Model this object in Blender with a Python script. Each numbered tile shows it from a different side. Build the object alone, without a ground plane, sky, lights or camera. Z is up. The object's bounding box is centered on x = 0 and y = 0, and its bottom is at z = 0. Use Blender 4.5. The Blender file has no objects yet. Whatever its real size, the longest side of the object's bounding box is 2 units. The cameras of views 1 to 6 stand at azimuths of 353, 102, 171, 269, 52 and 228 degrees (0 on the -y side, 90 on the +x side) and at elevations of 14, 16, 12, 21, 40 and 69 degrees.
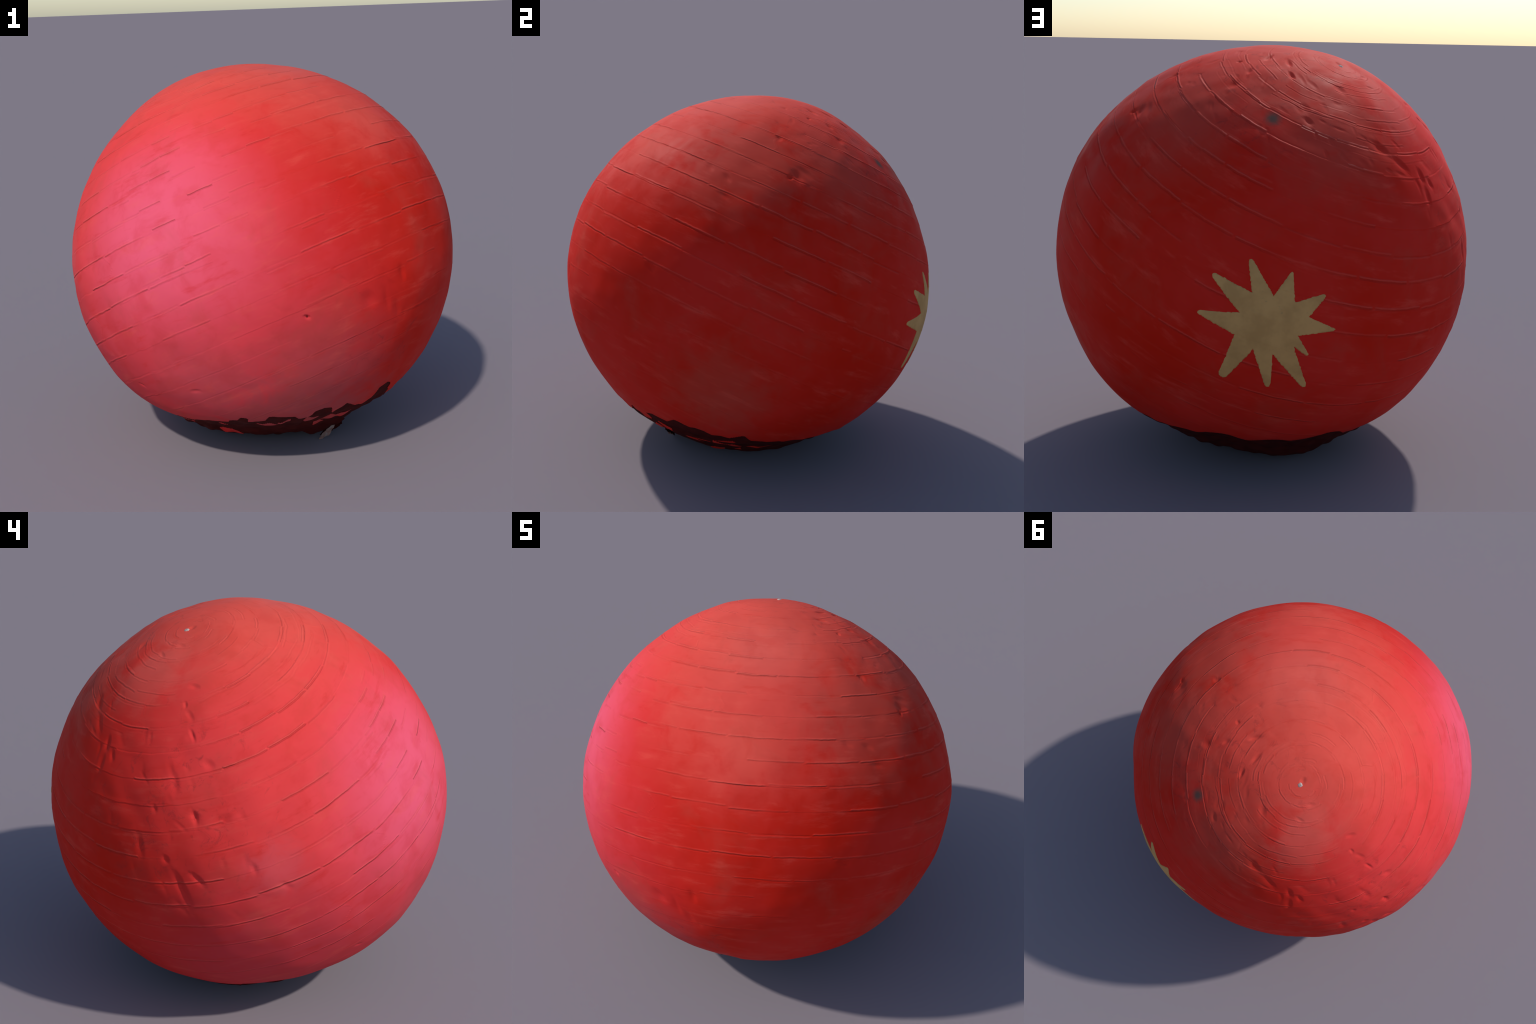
"""Weathered red ball wound from lapped bands, with a cream ten-pointed star and a torn underside."""
import bpy, bmesh
import numpy as np
from math import radians, sin, cos, pi
from mathutils import Vector

CENTRE = np.array([0.0, 0.0, 1.0])

# ------------------------------------------------------------------ winding frame
# The bands are wound round a tilted axis; theta = angle from the wound pole, phi = angle round it.
AXIS = np.array([-0.31695, 0.31695, 0.89391]); AXIS /= np.linalg.norm(AXIS)
AX_X = np.cross([0, 0, 1.0], AXIS); AX_X /= np.linalg.norm(AX_X)
AX_Y = np.cross(AXIS, AX_X)
PITCH = 180.0 / 27            # width of one band in degrees of theta


def direction(theta, phi):
    """theta, phi in degrees -> unit directions"""
    t, p = np.radians(theta), np.radians(phi)
    return (np.sin(t) * np.cos(p))[..., None] * AX_X + (np.sin(t) * np.sin(p))[..., None] * AX_Y + np.cos(t)[..., None] * AXIS


def polar(d):
    t = np.degrees(np.arccos(np.clip(d @ AXIS, -1, 1)))
    return t, np.degrees(np.arctan2(d @ AX_Y, d @ AX_X))


def wrap(a):
    return (a + 180.0) % 360.0 - 180.0


def smooth(e0, e1, x):
    t = np.clip((x - e0) / (e1 - e0), 0, 1)
    return t * t * (3 - 2 * t)


def waves(d, wavelength, count, seed):
    """smooth noise on the ball: sum of randomly aimed plane waves, about unit variance"""
    r = np.random.default_rng(seed)
    out = np.zeros(d.shape[:-1])
    for _ in range(count):
        k = r.normal(size=3)
        k *= 2 * pi / (np.linalg.norm(k) * wavelength * r.uniform(0.75, 1.4))
        out += np.sin(d @ k + r.uniform(0, 2 * pi))
    return out * np.sqrt(2.0 / count)


# ------------------------------------------------------------------ overall form
# slightly squashed and lopsided ball: coefficients of x^i y^j z^k (cubic, then quartic terms)
FORM = {3: [-0.0607, 0.0099, -0.0819, -0.0077, -0.0143, -0.0104, 0.0126, -0.0704, -0.0097, 0.0005],
        4: [0.0286, 0.0069, 0.046, -0.0181, 0.0445, -0.0054, -0.0295, -0.004, 0.0333, 0.0546,
            -0.0177, 0.0486, 0.0129, 0.0052, 0.0371]}


# broad swellings and flats: direction, spread, height (m)
LUMPS = [(-.42, -.62, .65, .29, .014), (.74, .36, .55, .32, .014), (.56, .83, -.04, .30, -.010),
         (-.05, .62, .78, .24, -.008), (.10, -.05, .98, .28, -.006), (-.40, -.75, -.56, .28, .010),
         (.71, -.10, -.68, .18, -.006), (-.41, -.83, .35, .14, -.004), (-.43, -.22, .87, .16, -.012),
         (-.10, -.90, .43, .20, -.006), (.59, -.80, -.05, .20, .012), (.12, .85, -.51, .15, -.003),
         (.38, .75, -.52, .16, -.006), (.82, .55, .20, .22, .010), (.75, .21, -.63, .22, .010),
         (-.19, .80, .57, .18, .007), (-.44, .62, .66, .20, .007)]


def form_radius(d):
    x, y, z = d[..., 0], d[..., 1], d[..., 2]
    r = np.full(x.shape, 0.95)
    for deg, coef in FORM.items():
        n = 0
        for i in range(deg + 1):
            for j in range(deg + 1 - i):
                r = r + coef[n] * x ** i * y ** j * z ** (deg - i - j)
                n += 1
    for ax, ay, az, spread, height in LUMPS:
        a = np.array([ax, ay, az]); a /= np.linalg.norm(a)
        r = r + height * np.exp(-((d - a) ** 2).sum(-1) / (spread * spread))
    return r


# ------------------------------------------------------------------ torn underside
# height at which the red skin ends, by compass angle round the vertical (degrees : metres)
EDGE_ANGLE = [-180, -160, -147, -120, -107, -90, -70, -50, -33, -13, -6, 7, 38, 63, 77, 100, 107, 135, 155, 180]
EDGE_Z = [.12, .15, .157, .24, .325, .31, .345, .345, .337, .325, .29, .255, .25, .255, .227, .227, .24, .171, .15, .12]


def skin_edge(azimuth):
    return np.interp(azimuth, EDGE_ANGLE, EDGE_Z)


TEAR_SEEDS = []


def tear_cells():
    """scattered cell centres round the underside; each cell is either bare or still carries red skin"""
    r = np.random.default_rng(5)
    for _ in range(760):
        az = r.uniform(-180, 180)
        z = r.uniform(-0.03, 0.48)
        rad = np.sqrt(max(0.0, 0.95 ** 2 - (0.95 - z) ** 2))
        p = np.array([rad * cos(radians(az)), rad * sin(radians(az)), z])
        ragged = 0.2 + 0.8 * smooth(-150, -120, az) * (1 - smooth(15, 40, az))
        bare = z < skin_edge(az) + 0.022 + ragged * r.normal() * 0.016
        if bare and r.random() < 0.17 * ragged and z > skin_edge(az) - 0.17:
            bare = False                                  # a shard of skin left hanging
        TEAR_SEEDS.append((p, bare))


tear_cells()


def bare_mask(d):
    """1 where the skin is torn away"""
    p = CENTRE + d * form_radius(d)[..., None]
    out = np.zeros(d.shape[:-1])
    low = p[..., 2] < 0.5
    q = p[low]
    centres = np.array([s[0] for s in TEAR_SEEDS]); flags = np.array([s[1] for s in TEAR_SEEDS], float)
    got = np.zeros(len(q))
    for a in range(0, len(q), 20000):
        b = q[a:a + 20000]
        dist = ((b[:, None, :] - centres[None]) * np.array([1.0, 1.0, 1.3])) ** 2
        got[a:a + 20000] = flags[dist.sum(2).argmin(1)]
    out[low] = got
    # round the back the edge is clean
    az = np.degrees(np.arctan2(p[..., 1], p[..., 0]))
    clean = (smooth(20, 40, az) + smooth(-140, -160, az)) > 0.5
    out = np.where(clean, (p[..., 2] < skin_edge(az) + 0.002 + 0.008 * waves(d, 0.22, 5, 40)).astype(float), out)
    return out


# ------------------------------------------------------------------ lapped band edges
def lap_segments():
    """each band edge is a chain of low raised lips; in front the chain is broken up (finer strokes come
    from the paint material, which knows the same winding)"""
    r = np.random.default_rng(23)
    segs = []
    for k in range(1, 20):
        th = PITCH * k
        phi = r.uniform(-180, 180); end = phi + 360
        while phi < end:
            p = wrap(phi)
            broken = np.exp(-((p - 25) / 42) ** 2) * smooth(42, 56, th) * (1 - smooth(96, 110, th))
            per_deg = max(0.35, sin(radians(th)))
            length = r.uniform(14, 46) / per_deg
            faint = (1 - 0.55 * smooth(88, 108, th)) * (0.35 + 0.65 * smooth(14, 46, th)) * (1 - 0.9 * broken)
            faint *= 1 - 0.75 * smooth(80, 92, th) * np.exp(-(wrap(p - 180) / 32) ** 2)
            amp = r.uniform(0.4, 1.2) * faint
            kind = 1.0 if r.random() < 0.72 else -1.0
            if r.random() > 0.10:
                segs.append((th + r.normal() * 0.05, phi, min(length, end - phi + 1), 0.0, amp, kind))
            phi += length + r.uniform(-0.6, 0.8) / per_deg
    return segs


SEGMENTS = lap_segments()
# tape ends running across a band: band number, phi
TAPE_ENDS = [(13, 62), (4, 30), (5, 52), (3, 18), (9, 168), (8, 78), (14, -22), (12, -6), (7, 134)]


def lap_relief(theta, phi):
    h = np.zeros(theta.shape)
    wig = 0.06 * np.sin(np.radians(phi * 23 + 40 * np.sin(np.radians(phi * 5)))) + 0.04 * np.sin(np.radians(phi * 61 + theta * 9))
    wig = wig * (1 + 2.2 * np.exp(-((wrap(phi + 14) / 14) ** 2)) * smooth(70, 82, theta))
    order = np.argsort(theta, axis=None)
    flat_t = theta.ravel()[order]
    flat_p = phi.ravel()[order]; flat_w = wig.ravel()[order]
    flat_h = np.zeros(flat_t.shape)
    for th, p0, length, slope, amp, kind in SEGMENTS:
        a, b = np.searchsorted(flat_t, [th - 2.2, th + 2.2])
        u = (flat_p[a:b] - p0) % 360.0
        s = np.minimum(u, length - u) / 0.7                     # distance from the stroke's ends
        s = np.clip(s, 0, 1)
        x = (flat_t[a:b] - th - slope * (u - length / 2) * np.exp(-np.abs(u - length / 2) / 60) + flat_w[a:b]) / 0.21
        lip = -1.9 * x * np.exp(-x * x) + 0.55 * np.exp(-((x + 0.4 * kind) / 0.9) ** 2)
        bank = np.exp(-((x + kind * 2.2) / 2.2) ** 2)
        flat_h[a:b] += s * amp * (0.0009 * kind * lip + 0.0006 * bank)
    h.ravel()[order] = flat_h
    for k, p in TAPE_ENDS:
        x = wrap(phi - p - 1.2 * np.sin(theta)) * np.sin(np.radians(theta)) / 0.25
        inside = smooth(PITCH * k, PITCH * k + 0.5, theta) * (1 - smooth(PITCH * (k + 1) - 0.5, PITCH * (k + 1), theta))
        h += inside * 0.0014 * np.exp(-x * x) * (0.5 + x)
    return h


# ------------------------------------------------------------------ dents and gouges
# theta, phi, half length, half width (degrees), turn from the meridian (degrees), depth (m)
DENTS = [(59.0, 147, 2.0, 1.3, 50, .016), (60.3, 145, 0.8, 0.6, 0, .012), (56.5, 149, 2.2, 0.9, 70, .008),
         (47.1, 134, 1.1, 0.8, 30, .010), (69.0, 127, 1.5, 0.7, 60, .008), (74.5, 129, 1.8, 0.6, 80, .007),
         (101.6, 119, 1.4, 0.7, 70, .009), (34.0, 162, 1.4, 1.0, 20, .009), (68.0, 120, 1.3, 0.6, 60, .006),
         (75.0, -60, 3.9, 0.95, 12, .016), (72.5, -55, 1.8, 0.7, 35, .014), (66.9, -63, 0.9, 0.7, 0, .013),
         (57.0, -52, 1.5, 0.5, 5, .013), (59.0, -44, 1.0, 1.8, 10, .010), (36.5, -48, 1.4, 0.4, 10, .012),
         (39.6, -92, 1.7, 0.8, 10, .012), (42.0, -87, 1.4, 0.7, 20, .010), (45.1, -92, 2.2, 0.9, 0, .009),
         (44.8, -44, 1.3, 0.9, 40, .009), (72.9, -40, 1.4, 0.6, 0, .009), (63.5, -71, 2.8, 0.9, 5, .009),
         (54.0, -65, 0.9, 0.5, 0, .009), (27.6, -50, 0.8, 0.4, 0, .008), (22.9, -43, 1.2, 0.6, 60, .008),
         (20.3, 138, 1.7, 0.55, 60, .014), (16.0, 154, 1.7, 0.55, 75, .014), (19.0, 174, 1.3, 0.55, 70, .014),
         (27.7, 155, 1.2, 0.6, 50, .012), (28.6, 140, 0.6, 0.5, 0, .010), (14.5, -141, 1.6, 0.9, 50, .009),
         (27.5, -159, 1.7, 1.0, 40, .007), (31.0, -154, 1.3, 0.7, 70, .007), (32.1, -115, 2.4, 1.1, 60, .011),
         (36.0, -104, 2.6, 0.9, 50, .009), (56.6, -52, 1.3, 0.8, 60, .008), (118.5, 61.7, 2.2, 1.6, 30, .014),
         (115.0, 75, 1.8, 0.8, 10, .010), (124.4, 72, 2.2, 0.9, 20, .009), (115.6, 42.5, 0.75, 0.38, 40, .016),
         (115.7, -21, 1.0, 0.5, 50, .007), (122.8, 0, 1.2, 0.5, 70, .006), (120.0, 68, 2.8, 0.8, 5, .007),
         (7.0, -60, 1.0, 0.5, 70, .005), (11.0, -88, 1.2, 0.5, 60, .005), (1.4, 60, 0.9, 0.7, 0, .010),
         (48.0, -57, 2.2, 0.8, 0, .008), (31.0, -48, 1.5, 0.6, 20, .006), (80.0, -34, 1.6, 0.7, 40, .006)]


def dent_relief(theta, phi):
    h = np.zeros(theta.shape)
    r = np.random.default_rng(8)
    dents = list(DENTS)
    for _ in range(70):                      # small pocks over the weathered shoulder
        th, ph = r.uniform(16, 46), r.uniform(120, 262)
        dents.append((th, ph, r.uniform(.7, 1.6), r.uniform(.35, .7), r.uniform(20, 90), r.uniform(.0012, .0036)))
    for _ in range(40):                      # and down the western flank
        th, ph = r.uniform(34, 84), r.uniform(-100, -38)
        dents.append((th, ph, r.uniform(.9, 2.4), r.uniform(.4, .8), r.uniform(-15, 45), r.uniform(.0012, .004)))
    for _ in range(14):
        th, ph = r.uniform(108, 130), r.uniform(35, 85)
        dents.append((th, ph, r.uniform(.8, 2.0), r.uniform(.4, .7), r.uniform(0, 60), r.uniform(.001, .003)))
    for th, ph, ln, wd, turn, depth in dents:
        reach = 3.2 * max(ln, wd)
        rows = np.nonzero(np.abs(theta[:, 0] - th) < reach)[0] if theta.ndim == 2 else slice(None)
        t, p = theta[rows], phi[rows]
        a = t - th
        b = wrap(p - ph) * np.sin(np.radians(np.clip(t, 0.5, 179.5)))
        c, s = cos(radians(turn)), sin(radians(turn))
        u, v = (a * c + b * s) / ln, (-a * s + b * c) / wd
        q = u * u + v * v
        bowl = np.exp(-q * 0.8)
        lip = 0.10 * np.exp(-((np.sqrt(q) - 1.55) / 0.45) ** 2) * (v > -0.3)
        near = np.abs(b) < reach
        h[rows] += np.where(near, 0.55 * depth * (-bowl + lip), 0.0)
    return h


def surface_relief(d):
    theta, phi = polar(d)
    h = lap_relief(theta, phi) + dent_relief(theta, phi)
    rough = smooth(12, 20, theta) * (1 - smooth(44, 56, theta)) * (1 - smooth(60, 85, np.abs(wrap(phi - 190))))
    rough = np.maximum(rough, (1 - smooth(20, 42, np.abs(wrap(phi + 66)))) * smooth(25, 40, theta) * (1 - smooth(80, 95, theta)))
    h += 0.0014 * waves(d, 0.30, 14, 3)
    h += 0.0004 * waves(d, 0.12, 14, 4)
    h += rough * 0.0006 * waves(d, 0.11, 16, 6)
    return h


def shell_radius(d, bare=None):
    r = form_radius(d) + surface_relief(d)
    if bare is not None:
        p = CENTRE + d * r[..., None]
        az = np.degrees(np.arctan2(p[..., 1], p[..., 0]))
        below = skin_edge(az) + 0.02 - p[..., 2]
        z = p[..., 2]
        under = smooth(0.0, 0.06, below)
        # full down to the rim, then cut in (most in front) towards a narrow irregular foot
        front = np.exp(-(wrap(az + 100) / 48) ** 2)
        r = r - ((0.014 - 0.003 * smooth(40, 70, az)) * smooth(0.25, 0.15, z) + 0.028 * front * smooth(0.33, 0.20, z)) - 0.003 * bare
        r = r + (0.014 + 0.005 * front) * smooth(0.14, 0.04, z)
        low = smooth(0.35, 0.25, z)
        r = r + low * 0.024 * np.exp(-((p[..., 0] - 0.25) / 0.12) ** 4 - ((p[..., 1] + 0.35) / 0.10) ** 4)
        r = r + low * 0.016 * np.exp(-((p[..., 0] + 0.09) / 0.15) ** 4 - ((p[..., 1] - 0.40) / 0.09) ** 4)
        r = r - bare * 0.022 * np.exp(-((p[..., 0] - 0.22) / 0.13) ** 2 - ((p[..., 1] - 0.52) / 0.17) ** 2)
        r = r + under * 0.003 * waves(d, 0.09, 8, 50)
    return r


# ------------------------------------------------------------------ materials
class Nodes:
    def __init__(self, name):
        self.mat = bpy.data.materials.new(name)
        self.mat.use_nodes = True
        self.t = self.mat.node_tree
        self.t.nodes.clear()
        self.out = self.t.nodes.new('ShaderNodeOutputMaterial')
        self.bsdf = self.t.nodes.new('ShaderNodeBsdfPrincipled')
        self.t.links.new(self.bsdf.outputs[0], self.out.inputs[0])
        self.obj = self.t.nodes.new('ShaderNodeTexCoord').outputs['Object']

    def put(self, socket, v):
        if hasattr(v, 'is_output'):
            self.t.links.new(v, socket)
        else:
            socket.default_value = v

    def math(self, op, a, b=0.0, clamp=False):
        n = self.t.nodes.new('ShaderNodeMath'); n.operation = op; n.use_clamp = clamp
        self.put(n.inputs[0], a); self.put(n.inputs[1], b)
        return n.outputs[0]

    def noise(self, scale, detail=3.0, rough=0.55, vec=None, stretch=None, dist=0.0):
        vec = vec or self.obj
        if stretch:
            m = self.t.nodes.new('ShaderNodeMapping'); m.inputs['Scale'].default_value = stretch
            if len(stretch) == 3:
                m.inputs['Rotation'].default_value = (0.35, 0.35, 0)
            self.t.links.new(vec, m.inputs[0]); vec = m.outputs[0]
        n = self.t.nodes.new('ShaderNodeTexNoise')
        n.inputs['Scale'].default_value = scale; n.inputs['Detail'].default_value = detail
        n.inputs['Roughness'].default_value = rough; n.inputs['Distortion'].default_value = dist
        self.t.links.new(vec, n.inputs['Vector'])
        return n.outputs[0]

    def ramp(self, v, lo, hi, a=0.0, b=1.0):
        n = self.t.nodes.new('ShaderNodeMapRange'); n.interpolation_type = 'SMOOTHSTEP'
        self.put(n.inputs['Value'], v)
        for k, x in zip(('From Min', 'From Max', 'To Min', 'To Max'), (lo, hi, a, b)):
            n.inputs[k].default_value = x
        return n.outputs[0]

    def mix(self, f, a, b, mode='MIX'):
        n = self.t.nodes.new('ShaderNodeMix'); n.data_type = 'RGBA'; n.blend_type = mode
        self.put(n.inputs[0], f); self.put(n.inputs[6], a); self.put(n.inputs[7], b)
        return n.outputs[2]

    def patch(self, centre, inner, outer, wobble=0.0, noise=None):
        """soft patch of colour round a place on the ball, with a noisy border"""
        n = self.t.nodes.new('ShaderNodeVectorMath'); n.operation = 'DISTANCE'
        self.t.links.new(self.obj, n.inputs[0]); n.inputs[1].default_value = centre
        d = n.outputs['Value']
        if noise is not None:
            d = self.math('ADD', d, self.math('MULTIPLY', self.math('SUBTRACT', noise, 0.5), wobble))
        return self.ramp(d, outer, inner)

    def bump(self, h, strength, dist):
        n = self.t.nodes.new('ShaderNodeBump'); n.inputs['Strength'].default_value = strength
        n.inputs['Distance'].default_value = dist
        self.t.links.new(h, n.inputs['Height'])
        self.t.links.new(n.outputs[0], self.bsdf.inputs['Normal'])


def rgb(r, g, b):
    return (r, g, b, 1.0)


def paint_material():
    m = Nodes('weathered_red_paint')
    cloud = m.noise(2.2, 4, 0.6)
    fine = m.noise(7.0, 4, 0.6, dist=0.4)
    red = rgb(0.60, 0.014, 0.0045)
    scarlet = rgb(0.65, 0.026, 0.018)
    rose = rgb(0.86, 0.125, 0.215)
    dusty = rgb(0.44, 0.085, 0.058)
    pale = rgb(0.82, 0.125, 0.088)
    dark_red = rgb(0.20, 0.028, 0.028)
    col = m.mix(m.ramp(cloud, 0.30, 0.72), red, scarlet)
    # red lightened to coral on the side the sun strikes
    f0 = m.patch((-0.80, -0.35, 1.50), 0.35, 1.15, 0.4, cloud)
    col = m.mix(m.math('MULTIPLY', f0, 0.85), col, rgb(0.88, 0.066, 0.066))
    # pink highlight painted into the red: small core f1, wide lobe f2
    f1 = m.patch((-0.58, -0.73, 1.25), 0.04, 0.66, 0.18, cloud)
    f2 = m.patch((-0.45, -0.78, 0.85), 0.25, 1.10, 0.30, cloud)
    col = m.mix(m.math('MULTIPLY', f2, 0.75), col, rgb(0.72, 0.066, 0.090))
    col = m.mix(m.math('MULTIPLY', f1, 0.72), col, rose)
    f3 = m.patch((-0.75, -0.10, 0.45), 0.10, 0.80, 0.30, cloud)
    col = m.mix(m.math('MULTIPLY', f3, 0.6), col, rgb(0.58, 0.060, 0.085))
    # dusty film: shoulder, pole and patches low in front
    def film(c, r0, r1, amount, tint):
        nonlocal col
        f = m.patch(c, r0, r1, 0.5, fine)
        col = m.mix(m.math('MULTIPLY', f, amount), col, tint)
    film((-0.1, 0.05, 1.92), 0.2, 0.85, 0.60, pale)
    film((0.30, -0.35, 1.75), 0.15, 0.62, 0.55, rgb(0.78, 0.098, 0.078))
    film((0.62, 0.10, 1.66), 0.08, 0.42, 0.45, dusty)
    film((0.40, 0.52, 1.64), 0.05, 0.45, 0.45, dusty)
    film((-0.20, 0.70, 1.56), 0.05, 0.40, 0.45, dusty)
    film((0.43, -0.47, 1.68), 0.02, 0.24, 0.35, pale)
    film((0.09, -0.09, 1.91), 0.02, 0.34, 0.2, rgb(0.76, 0.20, 0.16))
    film((-0.47, 0.42, 1.69), 0.02, 0.28, 0.25, rgb(0.68, 0.20, 0.16))
    film((-0.98, -0.12, 0.99), 0.02, 0.20, 0.25, rgb(0.74, 0.17, 0.20))
    film((0.15, -0.93, 0.55), 0.08, 0.50, 0.6, rgb(0.42, 0.075, 0.085))
    film((-0.40, -0.84, 0.50), 0.06, 0.42, 0.5, rgb(0.46, 0.08, 0.10))
    film((0.05, -0.70, 0.28), 0.10, 0.50, 0.65, rgb(0.36, 0.085, 0.095))
    film((0.90, 0.10, 0.60), 0.06, 0.36, 0.45, dusty)
    col = m.mix(m.ramp(m.noise(3.6, 5, 0.65, dist=0.5), 0.50, 0.74, 0.0, 0.26), col, rgb(0.46, 0.070, 0.046))
    # worn streaks and blotches along the winding
    v = m.t.nodes.new('ShaderNodeVectorMath'); v.operation = 'SUBTRACT'
    m.t.links.new(m.obj, v.inputs[0]); v.inputs[1].default_value = tuple(CENTRE)
    n = m.t.nodes.new('ShaderNodeVectorMath'); n.operation = 'NORMALIZE'
    m.t.links.new(v.outputs[0], n.inputs[0])

    def dot(axis):
        q = m.t.nodes.new('ShaderNodeVectorMath'); q.operation = 'DOT_PRODUCT'
        m.t.links.new(n.outputs[0], q.inputs[0]); q.inputs[1].default_value = tuple(axis)
        return q.outputs['Value']
    turn = m.math('DIVIDE', m.math('ARCCOSINE', dot(AXIS)), radians(PITCH))
    around = m.math('DIVIDE', m.math('ARCTAN2', dot(AX_Y), dot(AX_X)), 2 * pi)
    wound = m.t.nodes.new('ShaderNodeCombineXYZ')
    m.put(wound.inputs[0], m.math('MULTIPLY', dot(AX_X), 2.6)); m.put(wound.inputs[1], m.math('MULTIPLY', dot(AX_Y), 2.6))
    m.put(wound.inputs[2], m.math('MULTIPLY', turn, 1.3))
    streak = m.noise(1.6, 5, 0.65, vec=wound.outputs[0], dist=0.3)
    col = m.mix(m.ramp(streak, 0.52, 0.76, 0.0, 0.26), col, pale)
    col = m.mix(m.ramp(streak, 0.46, 0.26, 0.0, 0.32), col, red)
    col = m.mix(m.ramp(fine, 0.55, 0.32, 0.0, 0.22), col, red)
    # dark blotches over the dented zones
    grit = m.noise(16.0, 5, 0.7, dist=0.8)
    zone = m.math('MAXIMUM', m.patch((0.05, 0.50, 1.72), 0.25, 0.62), m.patch((-0.86, 0.30, 1.2), 0.2, 0.62))
    zone = m.math('MAXIMUM', zone, m.patch((0.45, -0.8, 0.62), 0.05, 0.4))
    col = m.mix(m.math('MULTIPLY', zone, m.ramp(grit, 0.54, 0.74, 0.0, 0.45)), col, dark_red)
    # ridge shading drawn in colour at band edges: dark line, bright lip
    ring = m.math('FLOOR', m.math('ADD', turn, 0.5))
    wiggle = m.math('MULTIPLY', m.math('SUBTRACT', m.noise(8, 4, 0.65), 0.5), 0.13)

    def strokes(cells, stagger, gaps, seed, turn=turn, ring=ring, wide=1.0):
        """chain of strokes along every band edge: returns dark seam and pale lip masks"""
        u = m.math('ADD', m.math('MULTIPLY', around, cells), m.math('MULTIPLY', ring, 0.618))
        w = m.t.nodes.new('ShaderNodeTexWhiteNoise'); w.noise_dimensions = '3D'
        c = m.t.nodes.new('ShaderNodeCombineXYZ')
        m.put(c.inputs[0], m.math('FLOOR', u)); m.put(c.inputs[1], ring); c.inputs[2].default_value = seed
        m.t.links.new(c.outputs[0], w.inputs['Vector'])
        sp = m.t.nodes.new('ShaderNodeSeparateColor'); m.t.links.new(w.outputs['Color'], sp.inputs[0])
        a, bb, cc = sp.outputs[0], sp.outputs[1], sp.outputs[2]
        s = m.math('SUBTRACT', turn, ring)
        s = m.math('ADD', m.math('SUBTRACT', s, m.math('MULTIPLY', m.math('SUBTRACT', a, 0.5), 2 * stagger)), wiggle)
        f = m.math('FRACT', u)
        there = m.math('MULTIPLY', m.ramp(f, 0.0, 0.05), m.ramp(f, 1.0, 0.95))
        there = m.math('MULTIPLY', there, m.ramp(bb, gaps - 0.02, gaps + 0.02))
        there = m.math('MULTIPLY', there, m.ramp(cc, 0.0, 1.0, 0.35, 1.0))
        side = m.math('ADD', m.math('MULTIPLY', m.math('GREATER_THAN', cc, 0.35), 2.0), -1.0)
        dark = m.math('MULTIPLY', there, m.ramp(m.math('ABSOLUTE', s), 0.058 * wide, 0.010 * wide))
        lip = m.math('MULTIPLY', there, m.ramp(m.math('ABSOLUTE', m.math('ADD', s, m.math('MULTIPLY', side, 0.055 * wide))), 0.06 * wide, 0.01 * wide))
        return dark, lip
    loose = m.patch((-0.30, -0.76, 1.45), 0.30, 0.62, 0.25, cloud)
    firm = m.math('SUBTRACT', 1.0, loose)
    fade = m.math('MULTIPLY', m.ramp(turn, 18.5, 12.5, 0.15, 1.0), m.ramp(turn, 1.0, 7.0, 0.28, 1.0))
    fade = m.math('MULTIPLY', fade, m.ramp(m.noise(2.6, 2, 0.5), 0.30, 0.52, 0.25, 1.0))
    d1, l1 = strokes(21.0, 0.050, 0.17, 1.0)
    d2, l2 = strokes(46.0, 0.26, 0.38, 2.0)
    dark = m.math('MULTIPLY', fade, m.math('ADD', m.math('MULTIPLY', d1, firm), m.math('MULTIPLY', d2, loose)))
    lip = m.math('MULTIPLY', fade, m.math('ADD', m.math('MULTIPLY', l1, firm), m.math('MULTIPLY', l2, loose)))
    # finer, closer rings round the pole
    turn2 = m.math('ADD', m.math('MULTIPLY', turn, 1.7), m.math('MULTIPLY', m.math('SUBTRACT', cloud, 0.5), 1.2))
    d3, l3 = strokes(11.0, 0.20, 0.40, 3.0, turn2, m.math('FLOOR', m.math('ADD', turn2, 0.5)), 1.7)
    polar_zone = m.ramp(turn, 7.0, 3.5, 0.0, 0.30)
    dark = m.math('ADD', dark, m.math('MULTIPLY', d3, polar_zone))
    lip = m.math('ADD', lip, m.math('MULTIPLY', l3, polar_zone))
    col = m.mix(m.math('MULTIPLY', lip, 0.20), col, rgb(0.86, 0.17, 0.13))
    col = m.mix(m.math('MULTIPLY', dark, 0.24), col, rgb(0.24, 0.012, 0.008))
    # one grey-green smear and a small black chip
    spot = m.patch((0.063, 0.680, 1.629), 0.008, 0.052, 0.04, grit)
    col = m.mix(m.math('MULTIPLY', spot, 0.85), col, rgb(0.055, 0.075, 0.060))
    chip = m.patch(tuple(CHIP), 0.005, 0.010)
    col = m.mix(m.math('MULTIPLY', chip, 0.75), col, rgb(0.02, 0.004, 0.004))
    m.put(m.bsdf.inputs['Base Color'], col)
    m.put(m.bsdf.inputs['Roughness'], m.ramp(fine, 0.3, 0.7, 0.55, 0.75))
    m.bsdf.inputs['Specular IOR Level'].default_value = 0.06
    relief = m.math('ADD', m.math('MULTIPLY', m.noise(20, 4, 0.6), 0.03), m.math('MULTIPLY', m.math('SUBTRACT', lip, dark), 0.18))
    m.bump(relief, 1.0, 0.012)
    return m.mat


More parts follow.
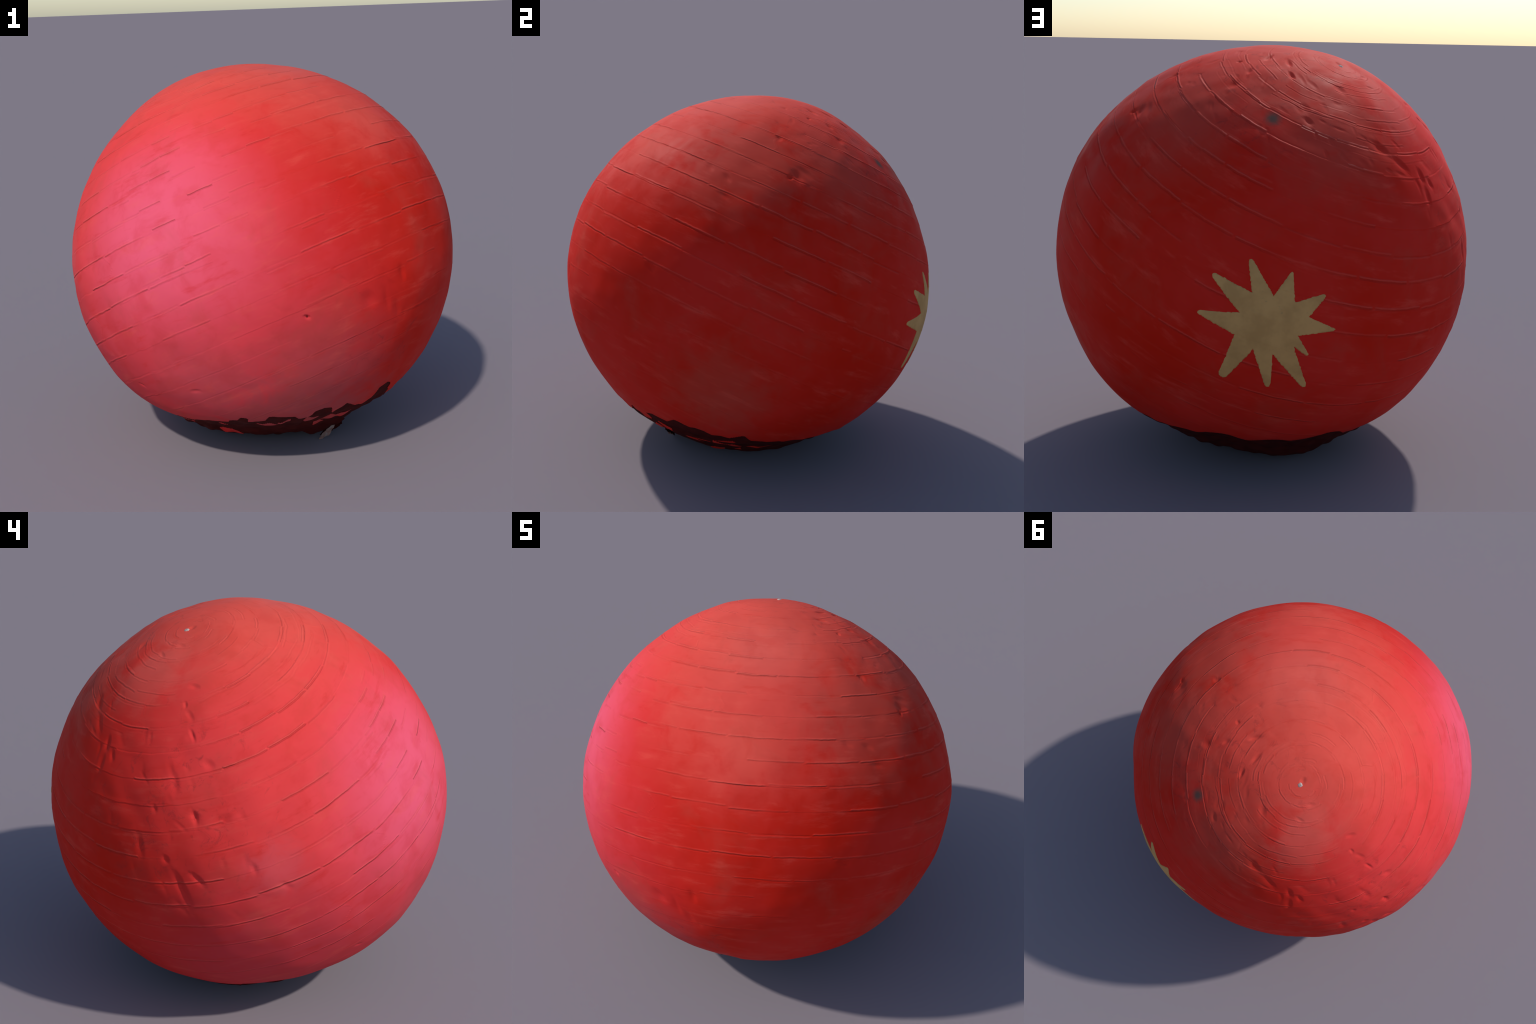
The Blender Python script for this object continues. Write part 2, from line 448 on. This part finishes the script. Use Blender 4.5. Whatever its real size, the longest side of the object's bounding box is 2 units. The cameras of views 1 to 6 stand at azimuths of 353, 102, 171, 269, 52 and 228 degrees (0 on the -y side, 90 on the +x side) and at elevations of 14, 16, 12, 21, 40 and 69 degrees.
def star_material():
    m = Nodes('cream_star_paint')
    col = m.mix(m.ramp(m.noise(9, 4, 0.6), 0.35, 0.7), rgb(0.62, 0.345, 0.125), rgb(0.50, 0.270, 0.095))
    col = m.mix(m.ramp(m.noise(40, 3, 0.6), 0.62, 0.8, 0.0, 0.4), col, rgb(0.30, 0.21, 0.10))
    m.put(m.bsdf.inputs['Base Color'], col)
    m.bsdf.inputs['Roughness'].default_value = 0.75
    m.bsdf.inputs['Specular IOR Level'].default_value = 0.2
    m.bump(m.noise(30, 4, 0.6), 0.2, 0.01)
    return m.mat


def torn_material():
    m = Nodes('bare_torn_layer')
    col = m.mix(m.ramp(m.noise(14, 4, 0.6), 0.35, 0.7), rgb(0.050, 0.0040, 0.0035), rgb(0.075, 0.0075, 0.006))
    m.put(m.bsdf.inputs['Base Color'], col)
    m.bsdf.inputs['Roughness'].default_value = 0.9
    m.bsdf.inputs['Specular IOR Level'].default_value = 0.1
    m.bump(m.noise(40, 4, 0.6), 0.3, 0.01)
    return m.mat


def plaster_material():
    m = Nodes('chalky_plaster')
    n = m.noise(24, 4, 0.6)
    col = m.mix(m.ramp(n, 0.35, 0.65), rgb(0.54, 0.47, 0.43), rgb(0.42, 0.22, 0.18))
    m.put(m.bsdf.inputs['Base Color'], col)
    m.bsdf.inputs['Roughness'].default_value = 0.85
    m.bump(n, 0.3, 0.01)
    return m.mat


_d = direction(np.array([115.6]), np.array([42.5]))
CHIP = (CENTRE + _d * (form_radius(_d) - 0.008)[:, None])[0]

PAINT, STAR, TORN, PLASTER = paint_material(), star_material(), torn_material(), plaster_material()


# ------------------------------------------------------------------ mesh helpers
def make_mesh(name, verts, faces, mat, normals=None):
    me = bpy.data.meshes.new(name)
    faces = np.asarray(faces)
    me.vertices.add(len(verts)); me.vertices.foreach_set('co', np.asarray(verts, np.float32).ravel())
    k = faces.shape[1]
    me.loops.add(faces.size); me.loops.foreach_set('vertex_index', faces.ravel().astype(np.int32))
    me.polygons.add(len(faces)); me.polygons.foreach_set('loop_start', np.arange(0, faces.size, k, dtype=np.int32))
    me.polygons.foreach_set('use_smooth', np.ones(len(faces), bool))
    me.update(calc_edges=True)
    me.validate()
    if normals is not None:
        me.normals_split_custom_set_from_vertices(np.asarray(normals, np.float32))
    me.materials.append(mat)
    ob = bpy.data.objects.new(name, me)
    bpy.context.scene.collection.objects.link(ob)
    return ob


def grid_normals(pos):
    """vertex normals of the theta/phi grid (phi wraps)"""
    dp = np.roll(pos, -1, 1) - np.roll(pos, 1, 1)
    dt = np.gradient(pos, axis=0)
    n = np.cross(dt, dp)
    l = np.linalg.norm(n, axis=2, keepdims=True)
    out = pos - CENTRE
    n = np.where(l > 1e-12, n / np.maximum(l, 1e-12), out)
    n *= np.where((n * out).sum(2, keepdims=True) < 0, -1, 1)
    return n


# ------------------------------------------------------------------ build: ball shell and torn underside
ball = bpy.data.objects.new('star_ball', None)
bpy.context.scene.collection.objects.link(ball)
ball['label'] = 'large weathered red ball of wound bands with cream star'
ball['category'] = 'ball'

ROWS, COLS = 1260, 760
th = np.linspace(0.06, 179.94, ROWS); ph = np.linspace(-180, 180, COLS, endpoint=False)
TH, PH = np.meshgrid(th, ph, indexing='ij')
D = direction(TH, PH)
bare = bare_mask(D)
R = shell_radius(D, bare)
P = CENTRE + D * R[..., None]
# the ball rests on a flattened foot
low = P[..., 2]
soft = 0.012
foot = 0.004 + 0.010 * (0.5 + 0.5 * waves(D, 0.2, 6, 60).clip(-1, 1))
P[..., 2] = foot + soft * np.logaddexp(0, (low - foot) / soft)
Nn = grid_normals(P)

V = P.reshape(-1, 3)
ii, jj = np.meshgrid(np.arange(ROWS - 1), np.arange(COLS), indexing='ij')
j2 = (jj + 1) % COLS
quads = np.stack([ii * COLS + jj, (ii + 1) * COLS + jj, (ii + 1) * COLS + j2, ii * COLS + j2], -1).reshape(-1, 4)
# small caps close the two poles
is_bare = (bare.ravel()[quads].sum(1) >= 2)


def sub_part(name, sel, mat, extra_caps=()):
    f = quads[sel]
    used, inv = np.unique(f, return_inverse=True)
    ob = make_mesh(name, V[used], inv.reshape(f.shape), mat, Nn.reshape(-1, 3)[used])
    ob.parent = ball
    return ob


shell = sub_part('shell', ~is_bare, PAINT)
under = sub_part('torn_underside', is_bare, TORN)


# ------------------------------------------------------------------ build: cream star
# spikes: angle (degrees), tip distance, tip half width; valley angle and distance after each spike
SPIKES = [(108.0, .262, .012, 82.4, .107), (65.7, .216, .008, 37.4, .127), (22.9, .245, .012, 4.0, .160),
          (-11.6, .278, .008, -29.5, .132), (-44.7, .221, .008, -49.1, .153), (-64.4, .355, .013, -84.0, .145),
          (-90.6, .305, .013, -117.9, .137), (-126.7, .325, .020, -156.8, .152), (176.3, .294, .012, 164.0, .127),
          (141.8, .297, .013, 121.6, .140)]
STAR_AT = np.array([0.1073, 0.9842, -0.1406]); STAR_AT /= np.linalg.norm(STAR_AT)
S1 = np.cross([0, 0, 1.0], STAR_AT); S1 /= np.linalg.norm(S1)
S2 = np.cross(STAR_AT, S1)


def star_outline():
    pts = []
    for ang, rt, hw, va, vr in SPIKES:
        u = np.array([cos(radians(ang)), sin(radians(ang))]); n = np.array([-u[1], u[0]])
        for s, k in ((1.0, -0.16), (0.62, -0.05), (0.0, 0.0), (-0.62, -0.05), (-1.0, -0.16)):
            pts.append(u * (rt * 1.03 + k * rt * 0.3) + n * hw * s)
        pts.append(np.array([cos(radians(va)), sin(radians(va))]) * vr)
    # walk the outline in small uneven steps
    out = []
    r = np.random.default_rng(2)
    for a, b in zip(pts, pts[1:] + pts[:1]):
        n = max(1, int(np.linalg.norm(b - a) / 0.008))
        for i in range(n):
            p = a + (b - a) * i / n
            out.append(p + (r.normal(size=2) * 0.0007 if i else 0))
    return out


def build_star():
    bm = bmesh.new()
    base = float(form_radius(STAR_AT[None])[0])
    loop = [bm.verts.new((p[0], p[1], 0)) for p in star_outline()]
    bm.faces.new(loop)
    bmesh.ops.triangulate(bm, faces=bm.faces[:])
    step = 0.006
    for axis in (0, 1):
        for c in np.arange(-0.38, 0.381, step):
            co = [0, 0, 0]; co[axis] = c
            no = [0, 0, 0]; no[axis] = 1
            bmesh.ops.bisect_plane(bm, geom=bm.verts[:] + bm.edges[:] + bm.faces[:], plane_co=co, plane_no=no, dist=1e-5)
    bmesh.ops.remove_doubles(bm, verts=bm.verts[:], dist=2e-4)
    bm.verts.ensure_lookup_table()
    q = np.array([v.co[:2] for v in bm.verts])
    d = STAR_AT * base + q[:, :1] * S1 + q[:, 1:] * S2
    d /= np.linalg.norm(d, axis=1)[:, None]
    r = shell_radius(d)
    border = np.array([v.is_boundary for v in bm.verts])
    pos = CENTRE + d * (r + np.where(border, -0.0012, 0.0022))[:, None]
    for v, c in zip(bm.verts, pos):
        v.co = c
    # turned-down rim gives the star its own thickness
    rim = [e for e in bm.edges if e.is_boundary]
    res = bmesh.ops.extrude_edge_only(bm, edges=rim)
    for v in res['geom']:
        if isinstance(v, bmesh.types.BMVert):
            c = np.array(v.co) - CENTRE
            v.co = Vector(CENTRE + c * (1 - 0.004 / np.linalg.norm(c)))
    bmesh.ops.recalc_face_normals(bm, faces=bm.faces[:])
    me = bpy.data.meshes.new('star'); bm.to_mesh(me); bm.free()
    me.polygons.foreach_set('use_smooth', np.ones(len(me.polygons), bool))
    me.materials.append(STAR)
    ob = bpy.data.objects.new('star', me)
    bpy.context.scene.collection.objects.link(ob); ob.parent = ball


build_star()


# ------------------------------------------------------------------ build: pale nub at the wound pole
def build_nub():
    bm = bmesh.new()
    n, rings = 20, [(0.0, .001), (.004, .003), (.008, .002), (.012, -.001), (.016, -.008)]
    at = direction(np.array(0.3), np.array(230.0))
    base = CENTRE + at * float(shell_radius(at[None])[0])
    r = np.random.default_rng(3)
    prev = None
    for rad, h in rings:
        if rad == 0:
            cur = [bm.verts.new(base + at * h)]
        else:
            cur = [bm.verts.new(base + at * (h + r.normal() * .0008) + (AX_X * cos(a) + AX_Y * sin(a)) * rad * r.uniform(.85, 1.15))
                   for a in np.linspace(0, 2 * pi, n, endpoint=False)]
        if prev:
            for i in range(n):
                k = (i + 1) % n
                bm.faces.new([prev[0], cur[i], cur[k]] if len(prev) == 1 else [prev[i], cur[i], cur[k], prev[k]])
        prev = cur
    me = bpy.data.meshes.new('nub'); bm.to_mesh(me); bm.free()
    me.polygons.foreach_set('use_smooth', np.ones(len(me.polygons), bool))
    me.materials.append(PLASTER)
    ob = bpy.data.objects.new('nub', me)
    bpy.context.scene.collection.objects.link(ob); ob.parent = ball


build_nub()


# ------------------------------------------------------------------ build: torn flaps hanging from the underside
def flap(name, spine, widths, side, mat, thick=0.006, seed=0):
    """bent ragged strip: spine points, half widths along it, direction of its width"""
    r = np.random.default_rng(seed)
    spine = np.array(spine, float); side = np.array(side, float); side /= np.linalg.norm(side)
    bm = bmesh.new(); rows = []
    n = 14
    ts = np.linspace(0, len(spine) - 1, n)
    for t in ts:
        c = np.array([np.interp(t, range(len(spine)), spine[:, k]) for k in range(3)])
        w = np.interp(t, range(len(widths)), widths)
        a = w * r.uniform(0.75, 1.2); b = w * r.uniform(0.75, 1.2)
        rows.append([bm.verts.new(c + side * x + r.normal(size=3) * 0.0015) for x in np.linspace(-a, b, 5)])
    for a, b in zip(rows, rows[1:]):
        for i in range(4):
            bm.faces.new([a[i], a[i + 1], b[i + 1], b[i]])
    geom = bmesh.ops.solidify(bm, geom=bm.faces[:], thickness=thick)
    bmesh.ops.recalc_face_normals(bm, faces=bm.faces[:])
    for v in bm.verts:
        v.co.z = max(v.co.z, 0.0)
    me = bpy.data.meshes.new(name); bm.to_mesh(me); bm.free()
    me.materials.append(mat)
    ob = bpy.data.objects.new(name, me)
    bpy.context.scene.collection.objects.link(ob); ob.parent = ball


flap('torn_flap', [(.300, -.385, .100), (.272, -.375, .060), (.245, -.365, .026), (.222, -.355, .0)], [.006, .014, .018, .008], (1, .1, -.45), PLASTER, seed=1)
flap('torn_flap', [(.330, -.38, .125), (.290, -.36, .07), (.235, -.34, .012)], [.03, .030, .014], (.8, .3, -.5), TORN, seed=2)
